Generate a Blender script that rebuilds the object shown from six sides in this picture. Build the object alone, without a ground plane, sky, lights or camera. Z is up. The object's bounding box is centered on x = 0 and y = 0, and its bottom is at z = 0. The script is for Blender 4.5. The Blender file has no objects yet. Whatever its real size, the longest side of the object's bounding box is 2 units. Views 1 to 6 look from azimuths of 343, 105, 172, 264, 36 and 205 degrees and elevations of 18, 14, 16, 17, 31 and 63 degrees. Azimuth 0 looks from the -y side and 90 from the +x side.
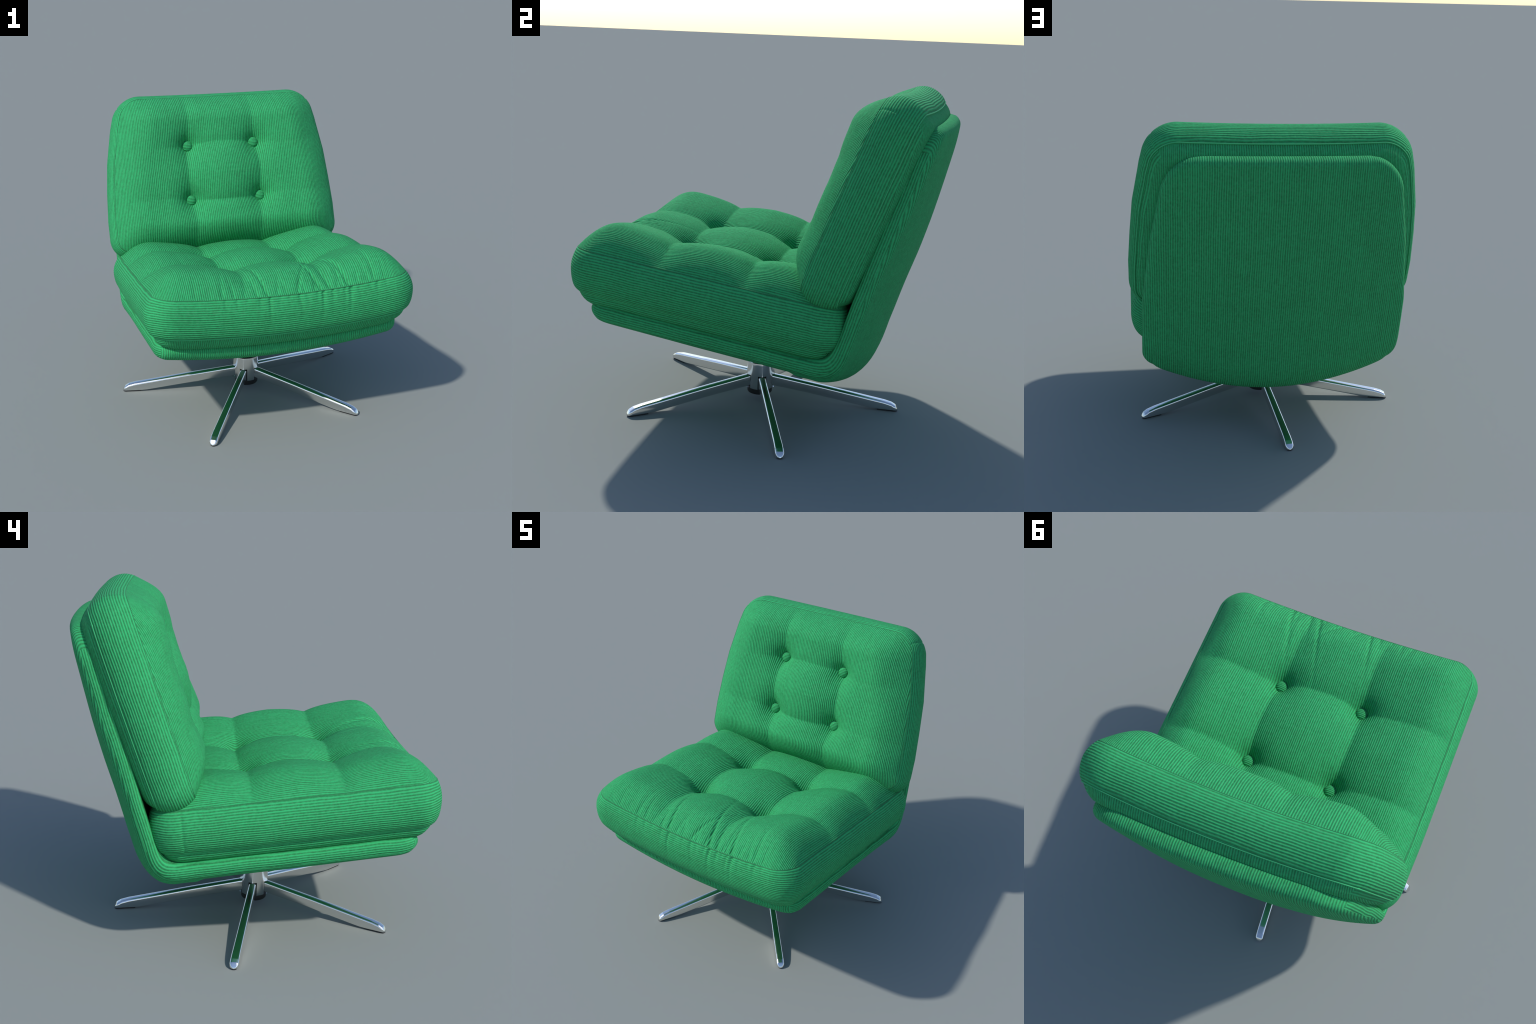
"""Low swivel lounge chair: corduroy cushions with tufted buttons in an upholstered
L-shaped shell, on a polished five-star metal base."""
import bpy, math, random
import numpy as np
from mathutils import Vector

rng = np.random.default_rng(7)
pi = math.pi

# ------------------------------------------------------------------ helpers
def smooth(a, b, x):
    t = np.clip((np.asarray(x, float) - a) / (b - a), 0, 1)
    return t * t * (3 - 2 * t)

def new_object(name, verts, faces, mats, parent=None, face_mats=None, smooth_shade=True):
    me = bpy.data.meshes.new(name)
    me.from_pydata([tuple(map(float, v)) for v in verts], [], faces)
    for m in mats:
        me.materials.append(m)
    if face_mats is not None:
        me.polygons.foreach_set("material_index", np.asarray(face_mats, dtype=np.int32))
    if smooth_shade:
        me.polygons.foreach_set("use_smooth", np.ones(len(me.polygons), dtype=bool))
    me.update()
    ob = bpy.data.objects.new(name, me)
    bpy.context.scene.collection.objects.link(ob)
    if parent is not None:
        ob.parent = parent
    return ob

def spline(points, n, start_pow=1.0):
    """Catmull-Rom through 2D points, resampled to n points at even arc length."""
    P = np.array(points, float)
    P = np.vstack([2 * P[0] - P[1], P, 2 * P[-1] - P[-2]])
    out = []
    for i in range(1, len(P) - 2):
        for t in np.linspace(0, 1, 40, endpoint=False):
            a, b, c, d = P[i - 1], P[i], P[i + 1], P[i + 2]
            out.append(0.5 * ((2 * b) + (c - a) * t + (2 * a - 5 * b + 4 * c - d) * t * t
                              + (3 * b - a - 3 * c + d) * t ** 3))
    out.append(P[-2])
    out = np.array(out)
    s = np.concatenate([[0], np.cumsum(np.linalg.norm(np.diff(out, axis=0), axis=1))])
    q = np.linspace(0, s[-1], n) if np.isscalar(n) else np.asarray(n) * s[-1]
    return np.stack([np.interp(q, s, out[:, k]) for k in range(out.shape[1])], 1)

# ------------------------------------------------------------------ materials
RIDGE = (0.038, 0.420, 0.147)
GROOVE = (0.023, 0.185, 0.062)

def corduroy(name, period, axis=None, shell_rim=False, contrast=1.0, droop=None, shoulder=None):
    """Ribbed cloth: ribs stand across one local axis of the part."""
    m = bpy.data.materials.new(name)
    m.use_nodes = True
    nt = m.node_tree
    N, L = nt.nodes, nt.links
    bsdf = N["Principled BSDF"]
    tc = N.new("ShaderNodeTexCoord")

    def math_node(op, a, b=None, c=None):
        n = N.new("ShaderNodeMath")
        n.operation = op
        for i, v in enumerate((a, b, c)):
            if v is None:
                continue
            if hasattr(v, "is_output"):
                L.new(v, n.inputs[i])
            else:
                n.inputs[i].default_value = v
        return n.outputs[0]

    def dot(vec, off):
        n = N.new("ShaderNodeVectorMath")
        n.operation = 'DOT_PRODUCT'
        L.new(tc.outputs["Object"], n.inputs[0])
        n.inputs[1].default_value = vec
        return math_node('ADD', n.outputs["Value"], off)

    if shell_rim:
        # depth below the seat plane and behind the back plane, joined round the bend
        a7, a17 = math.radians(7), math.radians(16.5)
        nseat = (0, -math.sin(a7), -math.cos(a7))
        nback = (0, math.cos(a17), -math.sin(a17))
        pa, pb = (0.15, 0.606), (0.63, 1.0)
        da = dot(nseat, -(nseat[1] * pa[0] + nseat[2] * pa[1]))
        db = dot(nback, -(nback[1] * pb[0] + nback[2] * pb[1]))
        coord = math_node('SMOOTH_MAX', da, db, 0.14)
    else:
        coord = dot(axis, 0.0)
    if shoulder:
        # cloth length gained where the panel rolls down to its side seams
        hw, taper, reach, gain = shoulder
        x = dot((1, 0, 0), 0.0)
        edge = math_node('MULTIPLY_ADD', dot((0, 1, 0), 0.0), taper, hw - reach)
        a = math_node('DIVIDE', math_node('SUBTRACT', math_node('ABSOLUTE', x), edge), reach)
        a = math_node('MINIMUM', math_node('MAXIMUM', a, 0.0), 1.0)
        extra = math_node('MULTIPLY', math_node('POWER', a, 2.6), gain)
        coord = math_node('MULTIPLY_ADD', math_node('SIGN', x), extra, coord)
    if droop:
        # ribs follow the sagging seams: lift by depth * (1 - (x / half width)^2)
        depth, hw = droop
        x = dot((1, 0, 0), 0.0)
        x2 = math_node('MINIMUM', math_node('MULTIPLY', x, x), hw * hw)
        coord = math_node('ADD', coord, math_node('MULTIPLY_ADD', x2, -depth / (hw * hw), depth))

    # slow wander of the ribs
    wn = N.new("ShaderNodeTexNoise")
    wn.inputs["Scale"].default_value = 5.0
    wn.inputs["Detail"].default_value = 2.0
    L.new(tc.outputs["Object"], wn.inputs["Vector"])
    wob = math_node('MULTIPLY', math_node('SUBTRACT', wn.outputs["Fac"], 0.5), period * 0.9)
    phase = math_node('MULTIPLY', math_node('ADD', coord, wob), 2 * pi / period)
    wave = math_node('MULTIPLY_ADD', math_node('SINE', phase), 0.5, 0.5)
    rib = math_node('POWER', wave, 0.75)

    # nap: mottling of the pile at two scales
    n1 = N.new("ShaderNodeTexNoise")
    n1.inputs["Scale"].default_value = 60.0
    n1.inputs["Detail"].default_value = 3.0
    L.new(tc.outputs["Object"], n1.inputs["Vector"])
    n2 = N.new("ShaderNodeTexNoise")
    n2.inputs["Scale"].default_value = 9.0
    n2.inputs["Detail"].default_value = 3.0
    L.new(tc.outputs["Object"], n2.inputs["Vector"])
    # every rib has its own tone
    n3 = N.new("ShaderNodeTexNoise")
    n3.noise_dimensions = '1D'
    n3.inputs["Scale"].default_value = 0.55
    n3.inputs["Detail"].default_value = 1.0
    L.new(math_node('MULTIPLY', phase, 1 / (2 * pi) * 2.0), n3.inputs["W"])
    rib = math_node('MULTIPLY_ADD', math_node('SUBTRACT', n3.outputs["Fac"], 0.5), 0.45, rib)
    fac = math_node('MULTIPLY_ADD', math_node('SUBTRACT', n1.outputs["Fac"], 0.5), 0.95, rib)
    fac = math_node('MULTIPLY_ADD', math_node('SUBTRACT', n2.outputs["Fac"], 0.5), 0.35, fac)
    ramp = N.new("ShaderNodeValToRGB")
    L.new(fac, ramp.inputs["Fac"])
    e = ramp.color_ramp.elements
    e[0].position, e[0].color = 0.0, (*GROOVE, 1)
    e[1].position, e[1].color = 1.0, (*RIDGE, 1)
    # worn flecks in the pile, a little greyer
    n4 = N.new("ShaderNodeTexNoise")
    n4.inputs["Scale"].default_value = 95.0
    n4.inputs["Detail"].default_value = 2.0
    L.new(tc.outputs["Object"], n4.inputs["Vector"])
    fleck = math_node('MINIMUM', math_node('MAXIMUM', math_node('MULTIPLY_ADD', n4.outputs["Fac"], 2.2, -1.10), 0.0), 0.28)
    mix = N.new("ShaderNodeMix")
    mix.data_type = 'RGBA'
    L.new(fleck, mix.inputs[0])
    L.new(ramp.outputs["Color"], mix.inputs[6])
    mix.inputs[7].default_value = (0.070, 0.320, 0.140, 1)
    L.new(mix.outputs[2], bsdf.inputs["Base Color"])
    bump = N.new("ShaderNodeBump")
    bump.inputs["Strength"].default_value = 0.55 * contrast
    bump.inputs["Distance"].default_value = 0.0045
    L.new(math_node('MULTIPLY_ADD', n1.outputs["Fac"], 0.25, wave), bump.inputs["Height"])
    L.new(bump.outputs["Normal"], bsdf.inputs["Normal"])
    bsdf.inputs["Roughness"].default_value = 0.9
    bsdf.inputs["Specular IOR Level"].default_value = 0.15
    return m

PANEL_RIB, BORDER_RIB = 0.0126, 0.0134
M_PANEL = corduroy("corduroy_panel", PANEL_RIB, (1, 0, 0))
M_SEAT_PANEL = corduroy("corduroy_seat_panel", PANEL_RIB, (1, 0, 0), shoulder=(0.79, 0.0, 0.25, 0.075))
M_BACK_PANEL = corduroy("corduroy_back_panel", PANEL_RIB, (1, 0, 0), shoulder=(0.766, 0.13, 0.25, 0.055))
M_BORDER = corduroy("corduroy_seat_border", BORDER_RIB, (0, 0, 1), droop=(0.052, 0.785))
M_BACK_BORDER = corduroy("corduroy_back_border", BORDER_RIB, (0, 0, 1), droop=(0.030, 0.76))
M_RIM = corduroy("corduroy_rim", BORDER_RIB, shell_rim=True)
M_BUTTON = corduroy("corduroy_button", 0.0088, (0, 1, 0))

def plain(name, col, rough, metal=0.0, grain=0.0):
    m = bpy.data.materials.new(name)
    m.use_nodes = True
    nt = m.node_tree
    b = nt.nodes["Principled BSDF"]
    b.inputs["Base Color"].default_value = (*col, 1)
    b.inputs["Metallic"].default_value = metal
    b.inputs["Roughness"].default_value = rough
    if grain:
        tc = nt.nodes.new("ShaderNodeTexCoord")
        n = nt.nodes.new("ShaderNodeTexNoise")
        n.inputs["Scale"].default_value = 35
        nt.links.new(tc.outputs["Object"], n.inputs["Vector"])
        mr = nt.nodes.new("ShaderNodeMapRange")
        mr.inputs["To Min"].default_value = rough - grain
        mr.inputs["To Max"].default_value = rough + grain
        nt.links.new(n.outputs["Fac"], mr.inputs["Value"])
        nt.links.new(mr.outputs["Result"], b.inputs["Roughness"])
    return m

M_METAL = plain("polished_metal", (0.80, 0.80, 0.80), 0.20, 1.0, 0.03)
M_BLACK = plain("black_plastic", (0.012, 0.012, 0.013), 0.55, 0.0, 0.05)
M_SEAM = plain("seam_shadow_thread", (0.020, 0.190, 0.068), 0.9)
M_STITCH = plain("seam_thread", (0.041, 0.412, 0.150), 0.85)  # brightened to ridge green to draw the edge highlight on the lower seam

# ------------------------------------------------------------------ thing
chair = bpy.data.objects.new("swivel_lounge_chair", None)
bpy.context.scene.collection.objects.link(chair)
chair["label"] = "green corduroy button tufted swivel lounge chair on metal base"
chair["category"] = "lounge chair"

# ------------------------------------------------------------------ cushions
def edge_lines(n, length, fine=0.007):
    """Parameter lines -1..1, with close lines at both rims for the seam."""
    u = np.linspace(-1, 1, n)
    f = fine / length
    extra = np.array([-1 + f, -1 + 2 * f, 1 - 2 * f, 1 - f])
    u = u[(np.abs(u) > 1 - 1e-9) | (np.abs(u) < 1 - 3 * f)]
    return np.sort(np.concatenate([u, extra]))

def crease(d, width):
    return np.exp(-(np.sqrt(d * d + 0.007 ** 2) - 0.007) / width)

class Cushion:
    def __init__(self, name, half_width, v0, v1, radius, w_top, w_low, bulge,
                 sag, top_height, low_depth, dome, buttons, tuft, wrinkles,
                 low_inset=0.0, border_seams=(), xc=0.0, n=280, border_mat=None, panel_mat=None, swell=None, skew=None, shoulder=2.0, boxy=0.7, low_round=1.0):
        self.__dict__.update(locals())

    def plan(self, S, T):
        """Square (s,t) -> rounded outline (x,v)."""
        hv = (self.v1 - self.v0) / 2
        vc = (self.v1 + self.v0) / 2
        s, t = S.copy(), T.copy()
        for ss in (-1, 1):
            for tt in (-1, 1):
                r = self.radius[(ss, tt)]
                rs, rt = r / self.half_width(vc + tt * hv), r / hv
                m = (s * ss > 1 - rs) & (t * tt > 1 - rt)
                a = (S * ss - (1 - rs)) / rs
                b = (T * tt - (1 - rt)) / rt
                a2 = a * np.sqrt(np.clip(1 - b * b / 2, 0, 1))
                b2 = b * np.sqrt(np.clip(1 - a * a / 2, 0, 1))
                s = np.where(m, ss * (1 - rs + rs * a2), s)
                t = np.where(m, tt * (1 - rt + rt * b2), t)
        v = vc + t * hv
        x = s * self.half_width(v) + self.skew(v)
        return x, v

    def sag_at(self, x, v):
        return -self.sag(v) * (1 - np.clip(np.abs(x) / self.half_width(v), 0, 1) ** 2)

    def top(self, S, T, x, v):
        hv = (self.v1 - self.v0) / 2
        hw = self.half_width(v)
        D, Dv = self.dome
        ex = 1 - (1 - np.clip((1 - np.abs(S)) * hw / D, 0, 1)) ** self.shoulder
        dv0, dv1 = (1 + T) * hv, (1 - T) * hv
        ev = (1 - (1 - np.clip(dv0 / Dv, 0, 1)) ** self.shoulder) * (1 - (1 - np.clip(dv1 / Dv, 0, 1)) ** self.shoulder)
        e = ex * ev
        h = self.top_height * e * self.swell(x, v)
        t = self.tuft
        xl = np.mean([b[0] for b in self.buttons if b[0] < 0])
        xr = np.mean([b[0] for b in self.buttons if b[0] > 0])
        vs = sorted({b[1] for b in self.buttons})
        vl, vr = vs[0], vs[-1]

        def along(q, lo, hi, end):
            """crease depth: deep at the buttons, shallower between, dying to the rims"""
            near = np.maximum(np.exp(-np.abs(q - lo) / 0.10), np.exp(-np.abs(q - hi) / 0.10))
            inside = smooth(lo - 0.05, lo + 0.05, q) * (1 - smooth(hi - 0.05, hi + 0.05, q))
            base = end + (t["mid"] - end) * inside
            return base + (t["line"] - base) * near

        def line(d, q, lo, hi):
            """crease width: tight beside a button, soft half way"""
            near = np.maximum(np.exp(-np.abs(q - lo) / 0.10), np.exp(-np.abs(q - hi) / 0.10))
            return crease(d, t["width"] * (1.25 - 0.5 * near))

        # creases bow away from the straight line: pillows push on each other
        bow = t["bow"]
        bx = bow * np.sin(pi * np.clip((v - vl) / (vr - vl), -0.6, 1.6)) * np.sign(x)
        bv = bow * np.sin(pi * np.clip((x - xl) / (xr - xl), -0.6, 1.6)) * np.where(v > (vl + vr) / 2, 1, -1)
        dl = [along(v, vl, vr, t["end_v"]) * line(x - xx - bx, v, vl, vr) for xx in (xl, xr)]
        dv = [along(x, xl, xr, t["end_x"]) * line(v - vv - bv, x, xl, xr) for vv in (vl, vr)]
        pull = np.maximum(dl[0], dl[1]) + np.maximum(dv[0], dv[1])
        for cx, cv in self.buttons:
            r = np.hypot(x - cx, v - cv)
            pull = pull + t["pit"] * np.exp(-np.clip(r - 0.028, 0, 9) / 0.065)
        # the rim keeps the cloth taut: creases fade there
        fade = np.clip(e * 1.25, 0, 1) ** 0.8
        h = h - pull * fade
        # soft unevenness of the filling
        h += 0.006 * e * np.sin(5.1 * x + 2.0) * np.cos(4.3 * v + 0.7)
        # gathers running in from the seams
        for (wx, length, depth, width, slant) in self.wrinkles:
            d = (v - self.v0)
            q = x - wx - slant * d
            h -= depth * np.exp(-(q / width) ** 2) * np.exp(-np.clip(d, 0, 9) / length * 1.3) * smooth(0.002, 0.02, d)
        return h

    def piping(self, name, path, out, offset, radius, mat, parent):
        m, n = 6, len(path)
        o3 = np.concatenate([out, np.zeros((n, 1))], 1)
        P = path + o3 * offset
        wv, wf = [], []
        for i in range(n):
            for k in range(m):
                a = 2 * pi * k / m
                wv.append(P[i] + radius * (math.cos(a) * o3[i] + np.array([0, 0, math.sin(a)])))
        for i in range(n):
            for k in range(m):
                i2, k2 = (i + 1) % n, (k + 1) % m
                wf.append((i * m + k, i * m + k2, i2 * m + k2, i2 * m + k))
        new_object(name, wv, wf, [mat], parent)

    def build(self, parent, origin, rot_x):
        hv = (self.v1 - self.v0) / 2
        s = edge_lines(self.n, 0.8)
        t = edge_lines(int(self.n * 0.9), hv)
        ns, ntt = len(s), len(t)
        S, T = np.meshgrid(s, t, indexing="ij")
        X, Vv = self.plan(S, T)
        H = self.top(S, T, X, Vv)
        W = self.w_top + self.sag_at(X, Vv) + H
        verts = np.stack([X, Vv, W], -1).reshape(-1, 3)
        idx = np.arange(ns * ntt).reshape(ns, ntt)
        faces, fm = [], []
        for i in range(ns - 1):
            for j in range(ntt - 1):
                faces.append((idx[i, j], idx[i + 1, j], idx[i + 1, j + 1], idx[i, j + 1]))
                fm.append(0)
        loop = ([(i, 0) for i in range(ns - 1)] + [(ns - 1, j) for j in range(ntt - 1)]
                + [(i, ntt - 1) for i in range(ns - 1, 0, -1)] + [(0, j) for j in range(ntt - 1, 0, -1)])
        lid = np.array([idx[i, j] for i, j in loop])
        P = verts[lid, :2]
        tan = np.roll(P, -1, 0) - np.roll(P, 1, 0)
        for _ in range(6):
            tan = (np.roll(tan, 1, 0) + 2 * tan + np.roll(tan, -1, 0)) / 4
        tan /= np.linalg.norm(tan, axis=1)[:, None]
        out = np.stack([tan[:, 1], -tan[:, 0]], 1)
        # seam line pulled in slightly
        verts = verts.copy()
        verts[lid, :2] -= out * 0.0012
        verts[lid, 2] -= 0.0012
        K = 26
        arc = np.concatenate([[0], np.cumsum(np.linalg.norm(np.diff(P, axis=0), axis=1))])
        rings = [lid]
        allv = [verts]
        count = len(verts)
        qs = np.concatenate([[0.03, 0.06], np.linspace(0.09, 0.91, K - 4), [0.94, 0.97]])
        sagP = self.sag_at(P[:, 0], P[:, 1])
        for q in qs:
            b = self.bulge(out) * (4 * q * (1 - q)) ** (0.95 if q < 0.5 else self.boxy)
            w = self.w_top + (self.w_low - self.w_top) * q
            off = b - self.low_inset(out) * q
            ring = np.zeros((len(P), 3))
            # border is pinched where panels meet and gathered under the front seam
            dent = np.zeros(len(P))
            for (cx, cv) in self.border_seams:
                k = np.argmin((P[:, 0] - cx) ** 2 + (P[:, 1] - cv) ** 2)
                dent += 0.004 * np.exp(-((arc - arc[k]) / 0.006) ** 2)
            front = (P[:, 1] < self.v0 + 0.03)
            for (wx, length, depth, width, slant) in self.wrinkles:
                x_here = wx + 0.012 + slant * 0.05 * q
                dent += front * depth * 0.55 * np.exp(-((P[:, 0] - x_here) / width) ** 2) * np.exp(-q / (length * 1.6))
            ring[:, :2] = P + out * (off - dent)[:, None]
            ring[:, 2] = w + sagP
            allv.append(ring)
            rings.append(np.arange(count, count + len(P)))
            count += len(P)
        # underside: lower outline and shallow pillow, fanned in
        lowP = P - out * (self.low_inset(out) + 0.003)[:, None]
        ring = np.concatenate([lowP, (self.w_low + sagP)[:, None]], 1)
        allv.append(ring)
        rings.append(np.arange(count, count + len(P)))
        low_ring_index = len(rings) - 1
        count += len(P)
        cen = P.mean(0)
        for f in (0.996, 0.988, 0.976, 0.96, 0.94, 0.91, 0.88, 0.78, 0.7, 0.55, 0.4, 0.25, 0.1):
            Q = cen + (lowP - cen) * f
            fall = max(1 - ((f - 0.88) / 0.12) ** 2, 0) if f > 0.88 else 1.0
            power = 0.5 + 0.7 * np.clip(-out[:, 1], 0, 1) ** 2 if self.low_round else 1.0
            dep = self.low_depth * fall ** power
            ring = np.concatenate([Q, (self.w_low + self.sag_at(Q[:, 0], Q[:, 1]) - dep)[:, None]], 1)
            allv.append(ring)
            rings.append(np.arange(count, count + len(P)))
            count += len(P)
        allv.append(np.array([[cen[0], cen[1], self.w_low + self.sag_at(cen[0], cen[1]) - self.low_depth]]))
        cidx = count
        n = len(P)
        for k in range(len(rings) - 1):
            a, b = rings[k], rings[k + 1]
            mat = 1 if k < low_ring_index else 0
            for i in range(n):
                j = (i + 1) % n
                faces.append((a[i], b[i], b[j], a[j]))
                roll = low_ring_index <= k < low_ring_index + 4 and abs(out[i, 0]) > 0.75
                fm.append(1 if roll else mat)
        for i in range(n):
            faces.append((rings[-1][i], cidx, rings[-1][(i + 1) % n]))
            fm.append(0)
        V = np.concatenate(allv)
        ob = new_object(self.name, V, faces, [self.panel_mat, self.border_mat], parent, fm)
        ob.location = origin
        ob.rotation_euler = (rot_x, 0, 0)
        # raised welt along the lower seam, dark tube modelled as the shadow line of the upper one
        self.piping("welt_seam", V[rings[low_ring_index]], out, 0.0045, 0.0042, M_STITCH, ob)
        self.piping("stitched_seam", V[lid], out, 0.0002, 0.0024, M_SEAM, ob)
        # buttons
        for bx, bv in self.buttons:
            # surface height at the button
            k = np.argmin((X - bx) ** 2 + (Vv - bv) ** 2)
            zz = W.reshape(-1)[k]
            b = button_template()
            b.parent = ob
            b.location = (bx, bv, zz + 0.021)
            b.scale = (1.2, 1.2, 1.15)
        return ob

_button_mesh = None
def button_template():
    """Cloth covered dome button, flattened underneath."""
    global _button_mesh
    if _button_mesh is None:
        prof = [(0.0, 0.021), (0.008, 0.0205), (0.016, 0.0185), (0.023, 0.0145), (0.0285, 0.009),
                (0.031, 0.003), (0.0305, -0.004), (0.027, -0.010), (0.018, -0.014), (0.0, -0.016)]
        prof = spline(prof, 18)
        seg = 40
        vs, fs = [], []
        for r, z in prof[1:-1]:
            for k in range(seg):
                a = 2 * pi * k / seg
                vs.append((r * math.cos(a), r * math.sin(a), z))
        m = len(prof) - 2
        for i in range(m - 1):
            for k in range(seg):
                k2 = (k + 1) % seg
                fs.append((i * seg + k, (i + 1) * seg + k, (i + 1) * seg + k2, i * seg + k2))
        vs += [(0, 0, prof[0][1]), (0, 0, prof[-1][1])]
        for k in range(seg):
            k2 = (k + 1) % seg
            fs.append((m * seg, k, k2))
            fs.append((m * seg + 1, (m - 1) * seg + k2, (m - 1) * seg + k))
        ob = new_object("button", vs, fs, [M_BUTTON])
        _button_mesh = ob.data
        return ob
    ob = bpy.data.objects.new("button", _button_mesh)
    bpy.context.scene.collection.objects.link(ob)
    return ob

# seat: gathers along the front seam (x, length, depth, width, slant)
seat_wrinkles = []
for wx, length, depth, slant in ((-.56, .05, .006, .1), (-.47, .04, .005, 0), (-.40, .10, .007, .15), (-.33, .07, .008, -.1),
                                 (-.27, .05, .006, .2), (-.19, .10, .009, -.15), (-.13, .18, .012, -.20), (-.07, .06, .007, .3),
                                 (-.01, .05, .008, -.3), (.05, .16, .010, .55), (.10, .06, .007, -.2), (.16, .08, .009, .2),
                                 (.20, .20, .013, -.28), (.26, .12, .010, -.22), (.30, .06, .008, .3), (.335, .15, .009, -.12),
                                 (.375, .20, .014, -.25), (.43, .06, .007, .2), (.50, .05, .008, -.2), (.545, .11, .010, -.1),
                                 (.60, .05, .006, .1)):
    seat_wrinkles.append((wx, length, depth * 1.9, rng.uniform(.009, .013), slant))

seat = Cushion(
    "seat_cushion",
    half_width=lambda v: 0.790 + 0.0 * np.asarray(v) - 0.01 * smooth(0.2, 0.75, v),
    v0=-0.776, v1=0.755,
    radius={(-1, -1): .13, (1, -1): .13, (-1, 1): .13, (1, 1): .13},
    w_top=0.1075, w_low=-0.131, bulge=lambda o: 0.052 * o[:, 0] ** 2 + 0.034 * o[:, 1] ** 2,
    sag=lambda v: 0.052 + 0.0 * np.asarray(v),
    top_height=0.152, low_depth=0.080, dome=(0.25, 0.25),
    buttons=[(-0.255, -0.268), (0.255, -0.268), (-0.255, 0.241), (0.255, 0.241)],
    tuft=dict(line=0.055, mid=0.060, end_x=0.044, end_v=0.046, pit=0.068, width=0.088, bow=0.014),
    wrinkles=seat_wrinkles, low_inset=lambda o: 0.004 + 0.030 * np.clip(-o[:, 1], 0, 1) ** 2, shoulder=2.7, boxy=0.5,
    swell=lambda x, v: (1 - 0.16 * smooth(0.2, 0.6, v) + 0.10 * smooth(0.3, 0.7, x)
                        + 0.02 * smooth(0.35, 0.7, np.abs(x))), skew=lambda v: 0 * v,
    border_seams=[(-.78, 0.6), (.78, 0.6)], border_mat=M_BORDER, panel_mat=M_SEAT_PANEL)
seat_ob = seat.build(chair, (0.015, -0.2, 0.85), math.radians(-7))

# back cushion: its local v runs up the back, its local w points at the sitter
back_wrinkles = []
def back_half_width(v):
    v = np.asarray(v, float)
    return np.interp(v, [-0.6, -0.5, -0.34, -0.1, 0.1, 0.3, 0.6],
                     [0.655, 0.682, 0.722, 0.766, 0.785, 0.798, 0.798])
# local frame is turned 180 degrees about the normal so that v0 is the top edge
back = Cushion(
    "back_cushion",
    half_width=back_half_width,
    v0=-0.533, v1=0.535,
    radius={(-1, -1): .125, (1, -1): .125, (-1, 1): .10, (1, 1): .10},
    w_top=0.113, w_low=-0.092, bulge=lambda o: 0.040 * o[:, 0] ** 2 + 0.041 * o[:, 1] ** 2,
    sag=lambda v: 0.030 + 0.0 * np.asarray(v),
    top_height=0.150, low_depth=0.060, dome=(0.25, 0.19), low_round=0.0,
    buttons=[(-0.241, -0.177), (0.241, -0.177), (-0.254, 0.208), (0.254, 0.208)],
    tuft=dict(line=0.045, mid=0.046, end_x=0.008, end_v=0.026, pit=0.055, width=0.080, bow=0.014),
    wrinkles=back_wrinkles, low_inset=lambda o: 0.012 * np.clip(-o[:, 1], 0, 1),
    swell=lambda x, v: (1 + 0.17 * np.exp(-(x / 0.25) ** 2) * smooth(-0.35, -0.1, v)
                        - 0.11 * np.exp(-((np.abs(x) - 0.55) / 0.16) ** 2) * smooth(-0.25, 0.0, v)
                        - 0.08 * smooth(0.35, 0.6, x) * smooth(0.0, 0.25, v)),
    skew=lambda v: -np.interp(v, [-0.5, -0.3, 0.1, 0.5], [0.010, 0.006, 0.004, 0.006]),
    border_seams=[(-.68, -.47), (.68, -.47)], border_mat=M_BACK_BORDER, panel_mat=M_BACK_PANEL)
back_ob = back.build(chair, (0.01, 0.61, 1.40), 0.0)
a = math.radians(19.5)
from mathutils import Matrix
ex = Vector((-1, 0, 0))
ev = Vector((0, -math.sin(a), -math.cos(a)))
ew = Vector((0, -math.cos(a), math.sin(a)))
R = Matrix((ex, ev, ew)).transposed()
back_ob.rotation_euler = R.to_euler()

# ------------------------------------------------------------------ shell
outer = [(-0.885, 0.668), (-0.84, 0.640), (-0.78, 0.626), (-0.377, 0.580), (0.061, 0.532), (0.321, 0.495),
         (0.41, 0.480), (0.492, 0.490), (0.560, 0.555), (0.614, 0.703), (0.695, 0.972),
         (0.809, 1.283), (0.910, 1.58), (0.962, 1.745), (0.968, 1.795)]
inner = [(-0.885, 0.705), (-0.84, 0.735), (-0.78, 0.731), (-0.371, 0.680), (0.10, 0.618), (0.30, 0.590),
         (0.40, 0.580), (0.46, 0.594), (0.505, 0.640), (0.545, 0.735), (0.615, 0.972),
         (0.705, 1.283), (0.800, 1.58), (0.862, 1.745), (0.884, 1.797)]

def shell_half_width(l, z):
    w = np.interp(z, [0.4, 0.60, 0.9, 1.3, 1.65, 1.80], [0.78, 0.775, 0.770, 0.720, 0.652, 0.622])
    return w

NL, NX = 190, 120
Ls = np.linspace(0, 1, NL)
O = spline(outer, NL * 3)
I = spline(inner, NL * 3)
tt = (np.arange(NL * 3)) / (NL * 3 - 1)
lq = 0.5 - 0.5 * np.cos(pi * np.clip(Ls, 0, 1))
lq = 0.35 * lq + 0.65 * Ls
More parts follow.
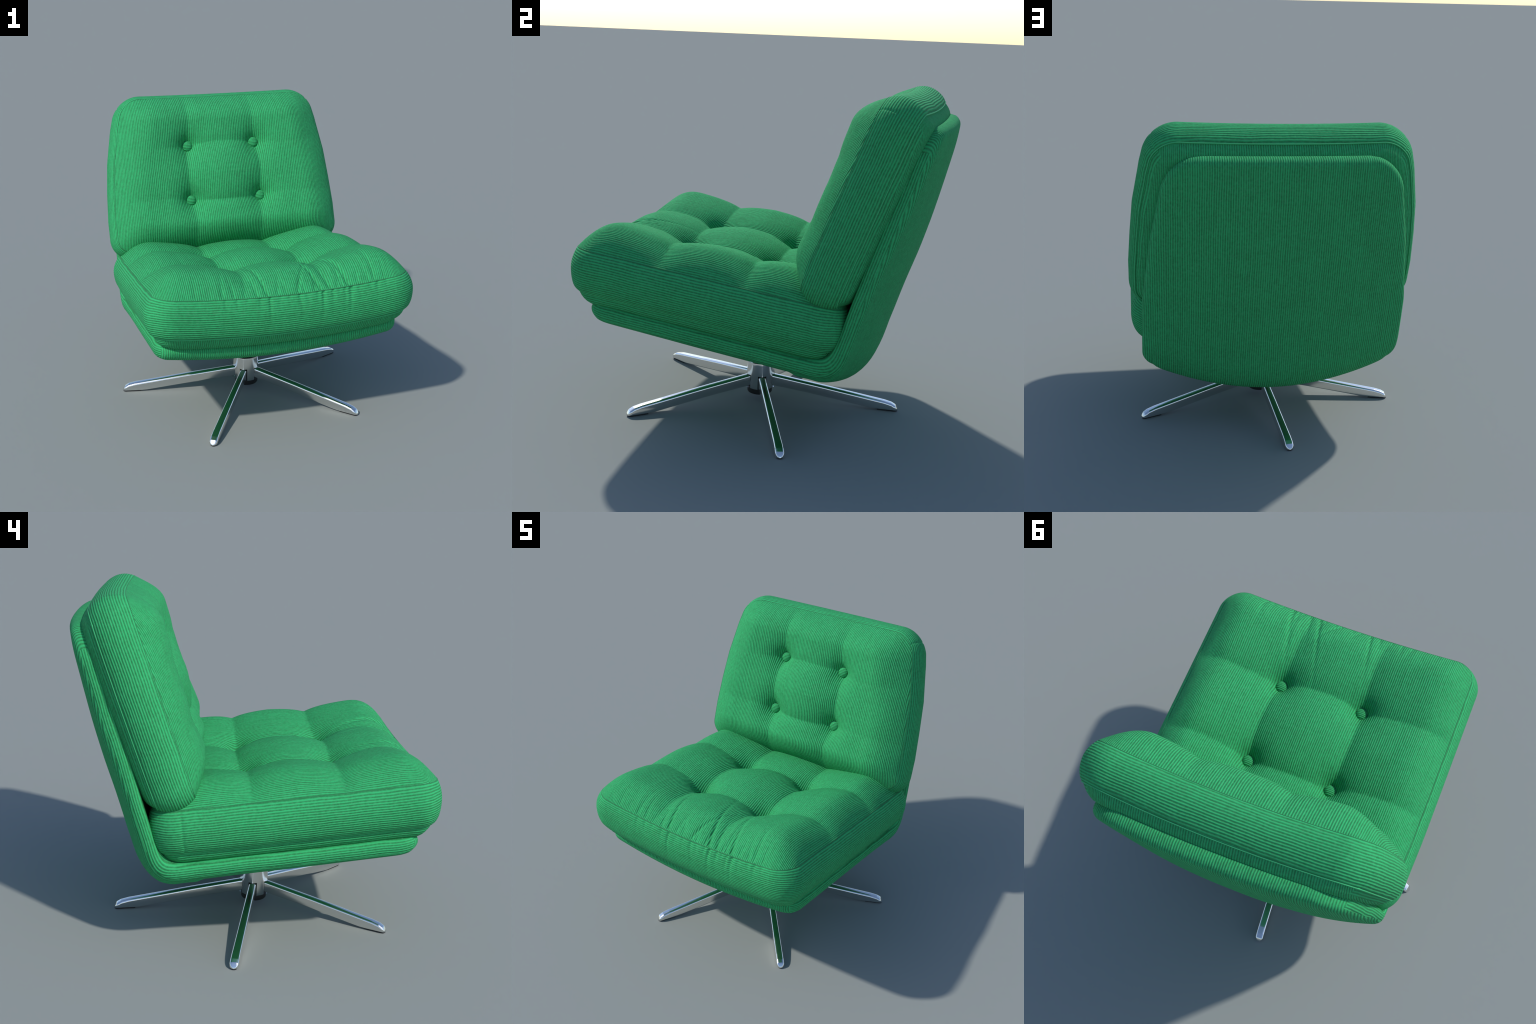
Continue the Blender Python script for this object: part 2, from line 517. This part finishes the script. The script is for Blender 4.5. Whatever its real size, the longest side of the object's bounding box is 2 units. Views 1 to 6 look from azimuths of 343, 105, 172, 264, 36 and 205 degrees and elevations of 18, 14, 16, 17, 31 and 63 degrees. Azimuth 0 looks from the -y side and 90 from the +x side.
# denser stations at both rims
O = np.stack([np.interp(lq, tt, O[:, k]) for k in (0, 1)], 1)
I = np.stack([np.interp(lq, tt, I[:, k]) for k in (0, 1)], 1)
C = (O + I) / 2
arcl = np.concatenate([[0], np.cumsum(np.linalg.norm(np.diff(C, axis=0), axis=1))])
total = arcl[-1]
half_t = np.linalg.norm(O - I, axis=1) / 2
nrm = (O - I) / (2 * half_t)[:, None]
half_t = np.maximum(half_t, 0.04)
kb = int(np.argmin(np.hypot(O[:, 0] - 0.54, O[:, 1] - 0.50)))     # the bend
lb = arcl[kb]
SAG_L = [0, lb - 1.05, lb - 0.65, lb - 0.36, lb - 0.17, lb - 0.04, lb + 0.08, lb + 0.25, lb + 0.55, lb + 0.85, total - 0.1, total]
SAG_OUT = [0.055, 0.120, 0.215, 0.250, 0.218, 0.165, 0.138, 0.128, 0.122, 0.092, 0.054, 0.032]
SAG_IN = [0.050, 0.052, 0.055, 0.06, 0.065, 0.065, 0.06, 0.04, 0.03, 0.025, 0.02, 0.015]
def sag_curve(l):
    """Outward belly of the shell along its length, softened."""
    q = np.linspace(-0.08, 0.08, 9)
    return np.mean(np.interp(l + q, SAG_L, SAG_OUT))
verts, loops, fmats = [], [], []
END = 0.045
for i in range(NL):
    l, rl = arcl[i], total - arcl[i]
    th = 1.0
    for d, r in ((l, END), (rl, END)):
        if d < r:
            th *= math.sqrt(max(1 - (1 - d / r) ** 2, 0.0))
    hw = float(shell_half_width(l, C[i, 1]))
    for d, r in ((l, 0.13), (rl, 0.20)):       # rounded plan corners
        if d < r:
            hw -= r * 0.85 * (1 - math.sqrt(max(1 - (1 - d / r) ** 2, 0)))
    ht = half_t[i] * th
    f_ = arcl[i] / total
    sag_out = float(sag_curve(arcl[i]))
    sag_in = np.interp(arcl[i], SAG_L, SAG_IN)
    rim = min(half_t[i], 0.055)
    ring = []
    # closed section: outer skin (x from -hw to hw), rim, inner skin back, rim
    nR = 14
    xs_ = np.linspace(-(hw - rim), hw - rim, NX)
    sec = [(x, 1.0, 0) for x in xs_]
    sec += [(hw - rim + rim * math.sin(u), math.cos(u), 1) for u in np.linspace(0, pi, nR + 2)[1:-1]]
    sec += [(x, -1.0, 0) for x in xs_[::-1]]
    sec += [(-(hw - rim) - rim * math.sin(u), -math.cos(u), 1) for u in np.linspace(0, pi, nR + 2)[1:-1]]
    for (x, s_, side) in sec:
        sg = (sag_out + (sag_in - sag_out) * (0.5 - 0.5 * s_)) * (1 - min(abs(x) / hw, 1) ** float(2.0 + 0.5 * smooth(lb - 0.1, lb + 0.2, arcl[i])))
        # softly square rim
        ss = math.copysign(abs(s_) ** 0.8, s_)
        c = C[i] + nrm[i] * (ss * ht + sg)
        ring.append((x + 0.008, c[0], c[1]))
    verts += ring
    loops.append(len(ring))
n = loops[0]
faces, fm = [], []
side_idx = set(range(NX + 4, NX + nR)) | set(range(2 * NX + nR - 1, n - 5))
for i in range(NL - 1):
    for k in range(n):
        k2 = (k + 1) % n
        faces.append((i * n + k, (i + 1) * n + k, (i + 1) * n + k2, i * n + k2))
        rim_here = k in side_idx and 0.035 < arcl[i] and total - arcl[i] > 0.13
        fm.append(1 if rim_here else 0)
faces.append(tuple(range(n)))
faces.append(tuple((NL - 1) * n + k for k in reversed(range(n))))
fm += [0, 0]
shell = new_object("shell", verts, faces, [M_PANEL, M_RIM], chair, fm)

# cover flap: the back cover laps under the bend and ends short of the pedestal
ka = int(np.argmin(np.abs(O[:, 0] - 0.262) + 10 * (O[:, 1] > 0.6)))
ke = kb + 10
fv, ff = [], []
nx = 70
for i in range(ka, ke):
    u = (i - ka) / (ke - ka - 1)
    lift = 0.022 * (1 - float(smooth(0.30, 0.85, u))) * math.sqrt(min(1.0, 0.15 + (O[i, 0] - O[ka, 0]) / 0.02)) - 0.003
    sag_out = float(sag_curve(arcl[i]))
    hw = float(shell_half_width(0, C[i, 1]))
    row = []
    for side in (1, 0):
        for x in np.linspace(-1, 1, nx)[::1 if side else -1]:
            xx = x * 0.715
            e = math.sqrt(max(1 - max((abs(x) - 0.90) / 0.10, 0) ** 2, 0))
            sg = sag_out * (1 - abs(xx / hw) ** float(2.0 + 0.5 * smooth(lb - 0.1, lb + 0.2, arcl[i])))
            c = C[i] + nrm[i] * (half_t[i] + sg + (lift * e if side else -0.02))
            row.append((xx + 0.008, c[0], c[1]))
    fv += row
w2 = 2 * nx
for i in range(ke - ka - 1):
    for k in range(w2):
        k2 = (k + 1) % w2
        ff.append((i * w2 + k, (i + 1) * w2 + k, (i + 1) * w2 + k2, i * w2 + k2))
ff.append(tuple(range(w2)))
ff.append(tuple((ke - ka - 1) * w2 + k for k in reversed(range(w2))))
new_object("cover_flap", fv, ff, [M_PANEL], chair)

# ------------------------------------------------------------------ base
base = bpy.data.objects.new("star_base", None)
bpy.context.scene.collection.objects.link(base)
base.parent = chair
base.location = (0.006, -0.072, 0.0)

# leg: stations along the radius (r, top z, bottom z, half width)
leg_top = [(0.03, 0.165), (0.095, 0.157), (0.4, 0.116), (0.65, 0.079), (0.78, 0.060), (0.825, 0.049),
           (0.850, 0.035), (0.862, 0.018), (0.867, 0.009)]
leg_bot = [(0.03, 0.091), (0.1, 0.086), (0.31, 0.062), (0.5, 0.036), (0.70, 0.008), (0.735, 0.006), (0.867, 0.006)]
rs = np.concatenate([np.linspace(0.03, 0.78, 40), np.linspace(0.785, 0.867, 24)])
def legmesh():
    vs, fs = [], []
    m = 0
    for r in rs:
        zt = np.interp(r, *zip(*leg_top))
        zb = np.interp(r, *zip(*leg_bot))
        hw = 0.0220 + 0.0040 * (r / 0.867)
        d = 0.867 - r
        if d < hw:
            hw *= math.sqrt(max(1 - (1 - d / hw) ** 2, 0.02))
        zt = max(zt, zb + 0.002)
        b = min(0.0150, hw * 0.8, (zt - zb) * 0.45)
        ring = []
        for (cy, cz, a0) in ((hw - b, zt - b, 0), (-hw + b, zt - b, pi / 2), (-hw + b * .5, zb + b * .5, pi), (hw - b * .5, zb + b * .5, 1.5 * pi)):
            bb = b if cz > (zt + zb) / 2 else b * .5
            for u in np.linspace(0, pi / 2, 7):
                ring.append((r, cy + bb * math.cos(a0 + u), cz + bb * math.sin(a0 + u)))
        m = len(ring)
        vs += ring
    for i in range(len(rs) - 1):
        for k in range(m):
            k2 = (k + 1) % m
            fs.append((i * m + k, i * m + k2, (i + 1) * m + k2, (i + 1) * m + k))
    fs.append(tuple(reversed(range(m))))
    fs.append(tuple((len(rs) - 1) * m + k for k in range(m)))
    return vs, fs
lv, lf = legmesh()
leg0 = new_object("leg", lv, lf, [M_METAL], base)

# glide under the tip
gv, gf = [], []
prof = [(0.735, 0.016), (0.76, 0.0185)]
for z, sc in ((0.0, 0.94), (0.0065, 1.0)):
    for u in np.linspace(-pi / 2, pi / 2, 14):
        gv.append((0.846 + 0.0195 * sc * math.cos(u), 0.0195 * sc * math.sin(u), z))
    gv.append((0.74, 0.0185 * sc, z))
    gv.append((0.74, -0.0185 * sc, z))
k = 16
for i in range(k):
    j = (i + 1) % k
    gf.append((i, j, k + j, k + i))
gf.append(tuple(reversed(range(k))))
gf.append(tuple(range(k, 2 * k)))
glide0 = new_object("glide", gv, gf, [M_BLACK], leg0, smooth_shade=False)

LEG_AZ = [95.6 + 72 * i for i in range(5)]
for i, az in enumerate(LEG_AZ):
    if i == 0:
        lg = leg0
    else:
        lg = leg0.copy()
        bpy.context.scene.collection.objects.link(lg)
        gl = glide0.copy()
        bpy.context.scene.collection.objects.link(gl)
        gl.parent = lg
    lg.rotation_euler = (0, 0, math.radians(az))

# hub: round casting with a swelling above every leg and a slot for it
def hub_radius(th, z):
    r = 0.082
    k = 0.0
    for az in LEG_AZ:
        d = (th - math.radians(az) + pi) % (2 * pi) - pi
        wdt = 0.10 + 0.16 * float(smooth(0.235, 0.16, z)) if False else 0.20
        k += math.exp(-(abs(d) / wdt) ** 1.2)
    return r + 0.010 * k * (1 - float(smooth(0.165, 0.245, z)) * 0.55)
hv_, hf = [], []
zl = [0.072, 0.075, 0.09, 0.11, 0.13, 0.145, 0.155, 0.16, 0.17, 0.18, 0.195, 0.21, 0.225, 0.235, 0.240]
seg = 180
prof_in = [(0.0, 0.2425), (0.012, 0.2415), (0.022, 0.236), (0.028, 0.215), (0.030, 0.10), (0.031, 0.0735)]
rows = 0
for z in zl:
    for k in range(seg):
        th = 2 * pi * k / seg
        r = hub_radius(th, z) - (0.002 if z in (0.072,) else 0) - (0.001 if z == 0.240 else 0)
        hv_.append((r * math.cos(th), r * math.sin(th), z))
    rows += 1
for dr, z in prof_in[1:]:
    for k in range(seg):
        th = 2 * pi * k / seg
        r = hub_radius(th, 0.24) - dr
        hv_.append((r * math.cos(th), r * math.sin(th), z))
    rows += 1
for i in range(rows):
    i2 = (i + 1) % rows
    for k in range(seg):
        k2 = (k + 1) % seg
        # leave slots open for the legs
        th = 2 * pi * (k + 0.5) / seg
        hf_ok = True
        if i < zl.index(0.16):
            for az in LEG_AZ:
                d = (th - math.radians(az) + pi) % (2 * pi) - pi
                if abs(d) * 0.088 < 0.0285:
                    hf_ok = False
        if hf_ok:
            hf.append((i * seg + k, i * seg + k2, i2 * seg + k2, i2 * seg + k))
hub = new_object("hub", hv_, hf, [M_METAL], base)
sol = hub.modifiers.new("edge", 'EDGE_SPLIT')
sol.split_angle = math.radians(50)

def lathe(name, prof, mat, parent, seg=64):
    vs, fs = [], []
    for r, z in prof:
        for k in range(seg):
            t_ = 2 * pi * k / seg
            vs.append((r * math.cos(t_), r * math.sin(t_), z))
    for i in range(len(prof) - 1):
        for k in range(seg):
            k2 = (k + 1) % seg
            fs.append((i * seg + k, i * seg + k2, (i + 1) * seg + k2, (i + 1) * seg + k))
    fs.append(tuple(reversed(range(seg))))
    fs.append(tuple((len(prof) - 1) * seg + k for k in range(seg)))
    ob = new_object(name, vs, fs, [mat], parent)
    e = ob.modifiers.new("edge", 'EDGE_SPLIT')
    e.split_angle = math.radians(40)
    return ob
lathe("hub_liner", [(0.060, 0.036), (0.074, 0.037), (0.0775, 0.042), (0.0775, 0.074), (0.076, 0.160), (0.05, 0.165)], M_BLACK, base)
lathe("column", [(0.050, 0.12), (0.050, 0.40), (0.056, 0.405), (0.056, 0.47), (0.056, 0.53)], M_BLACK, base)
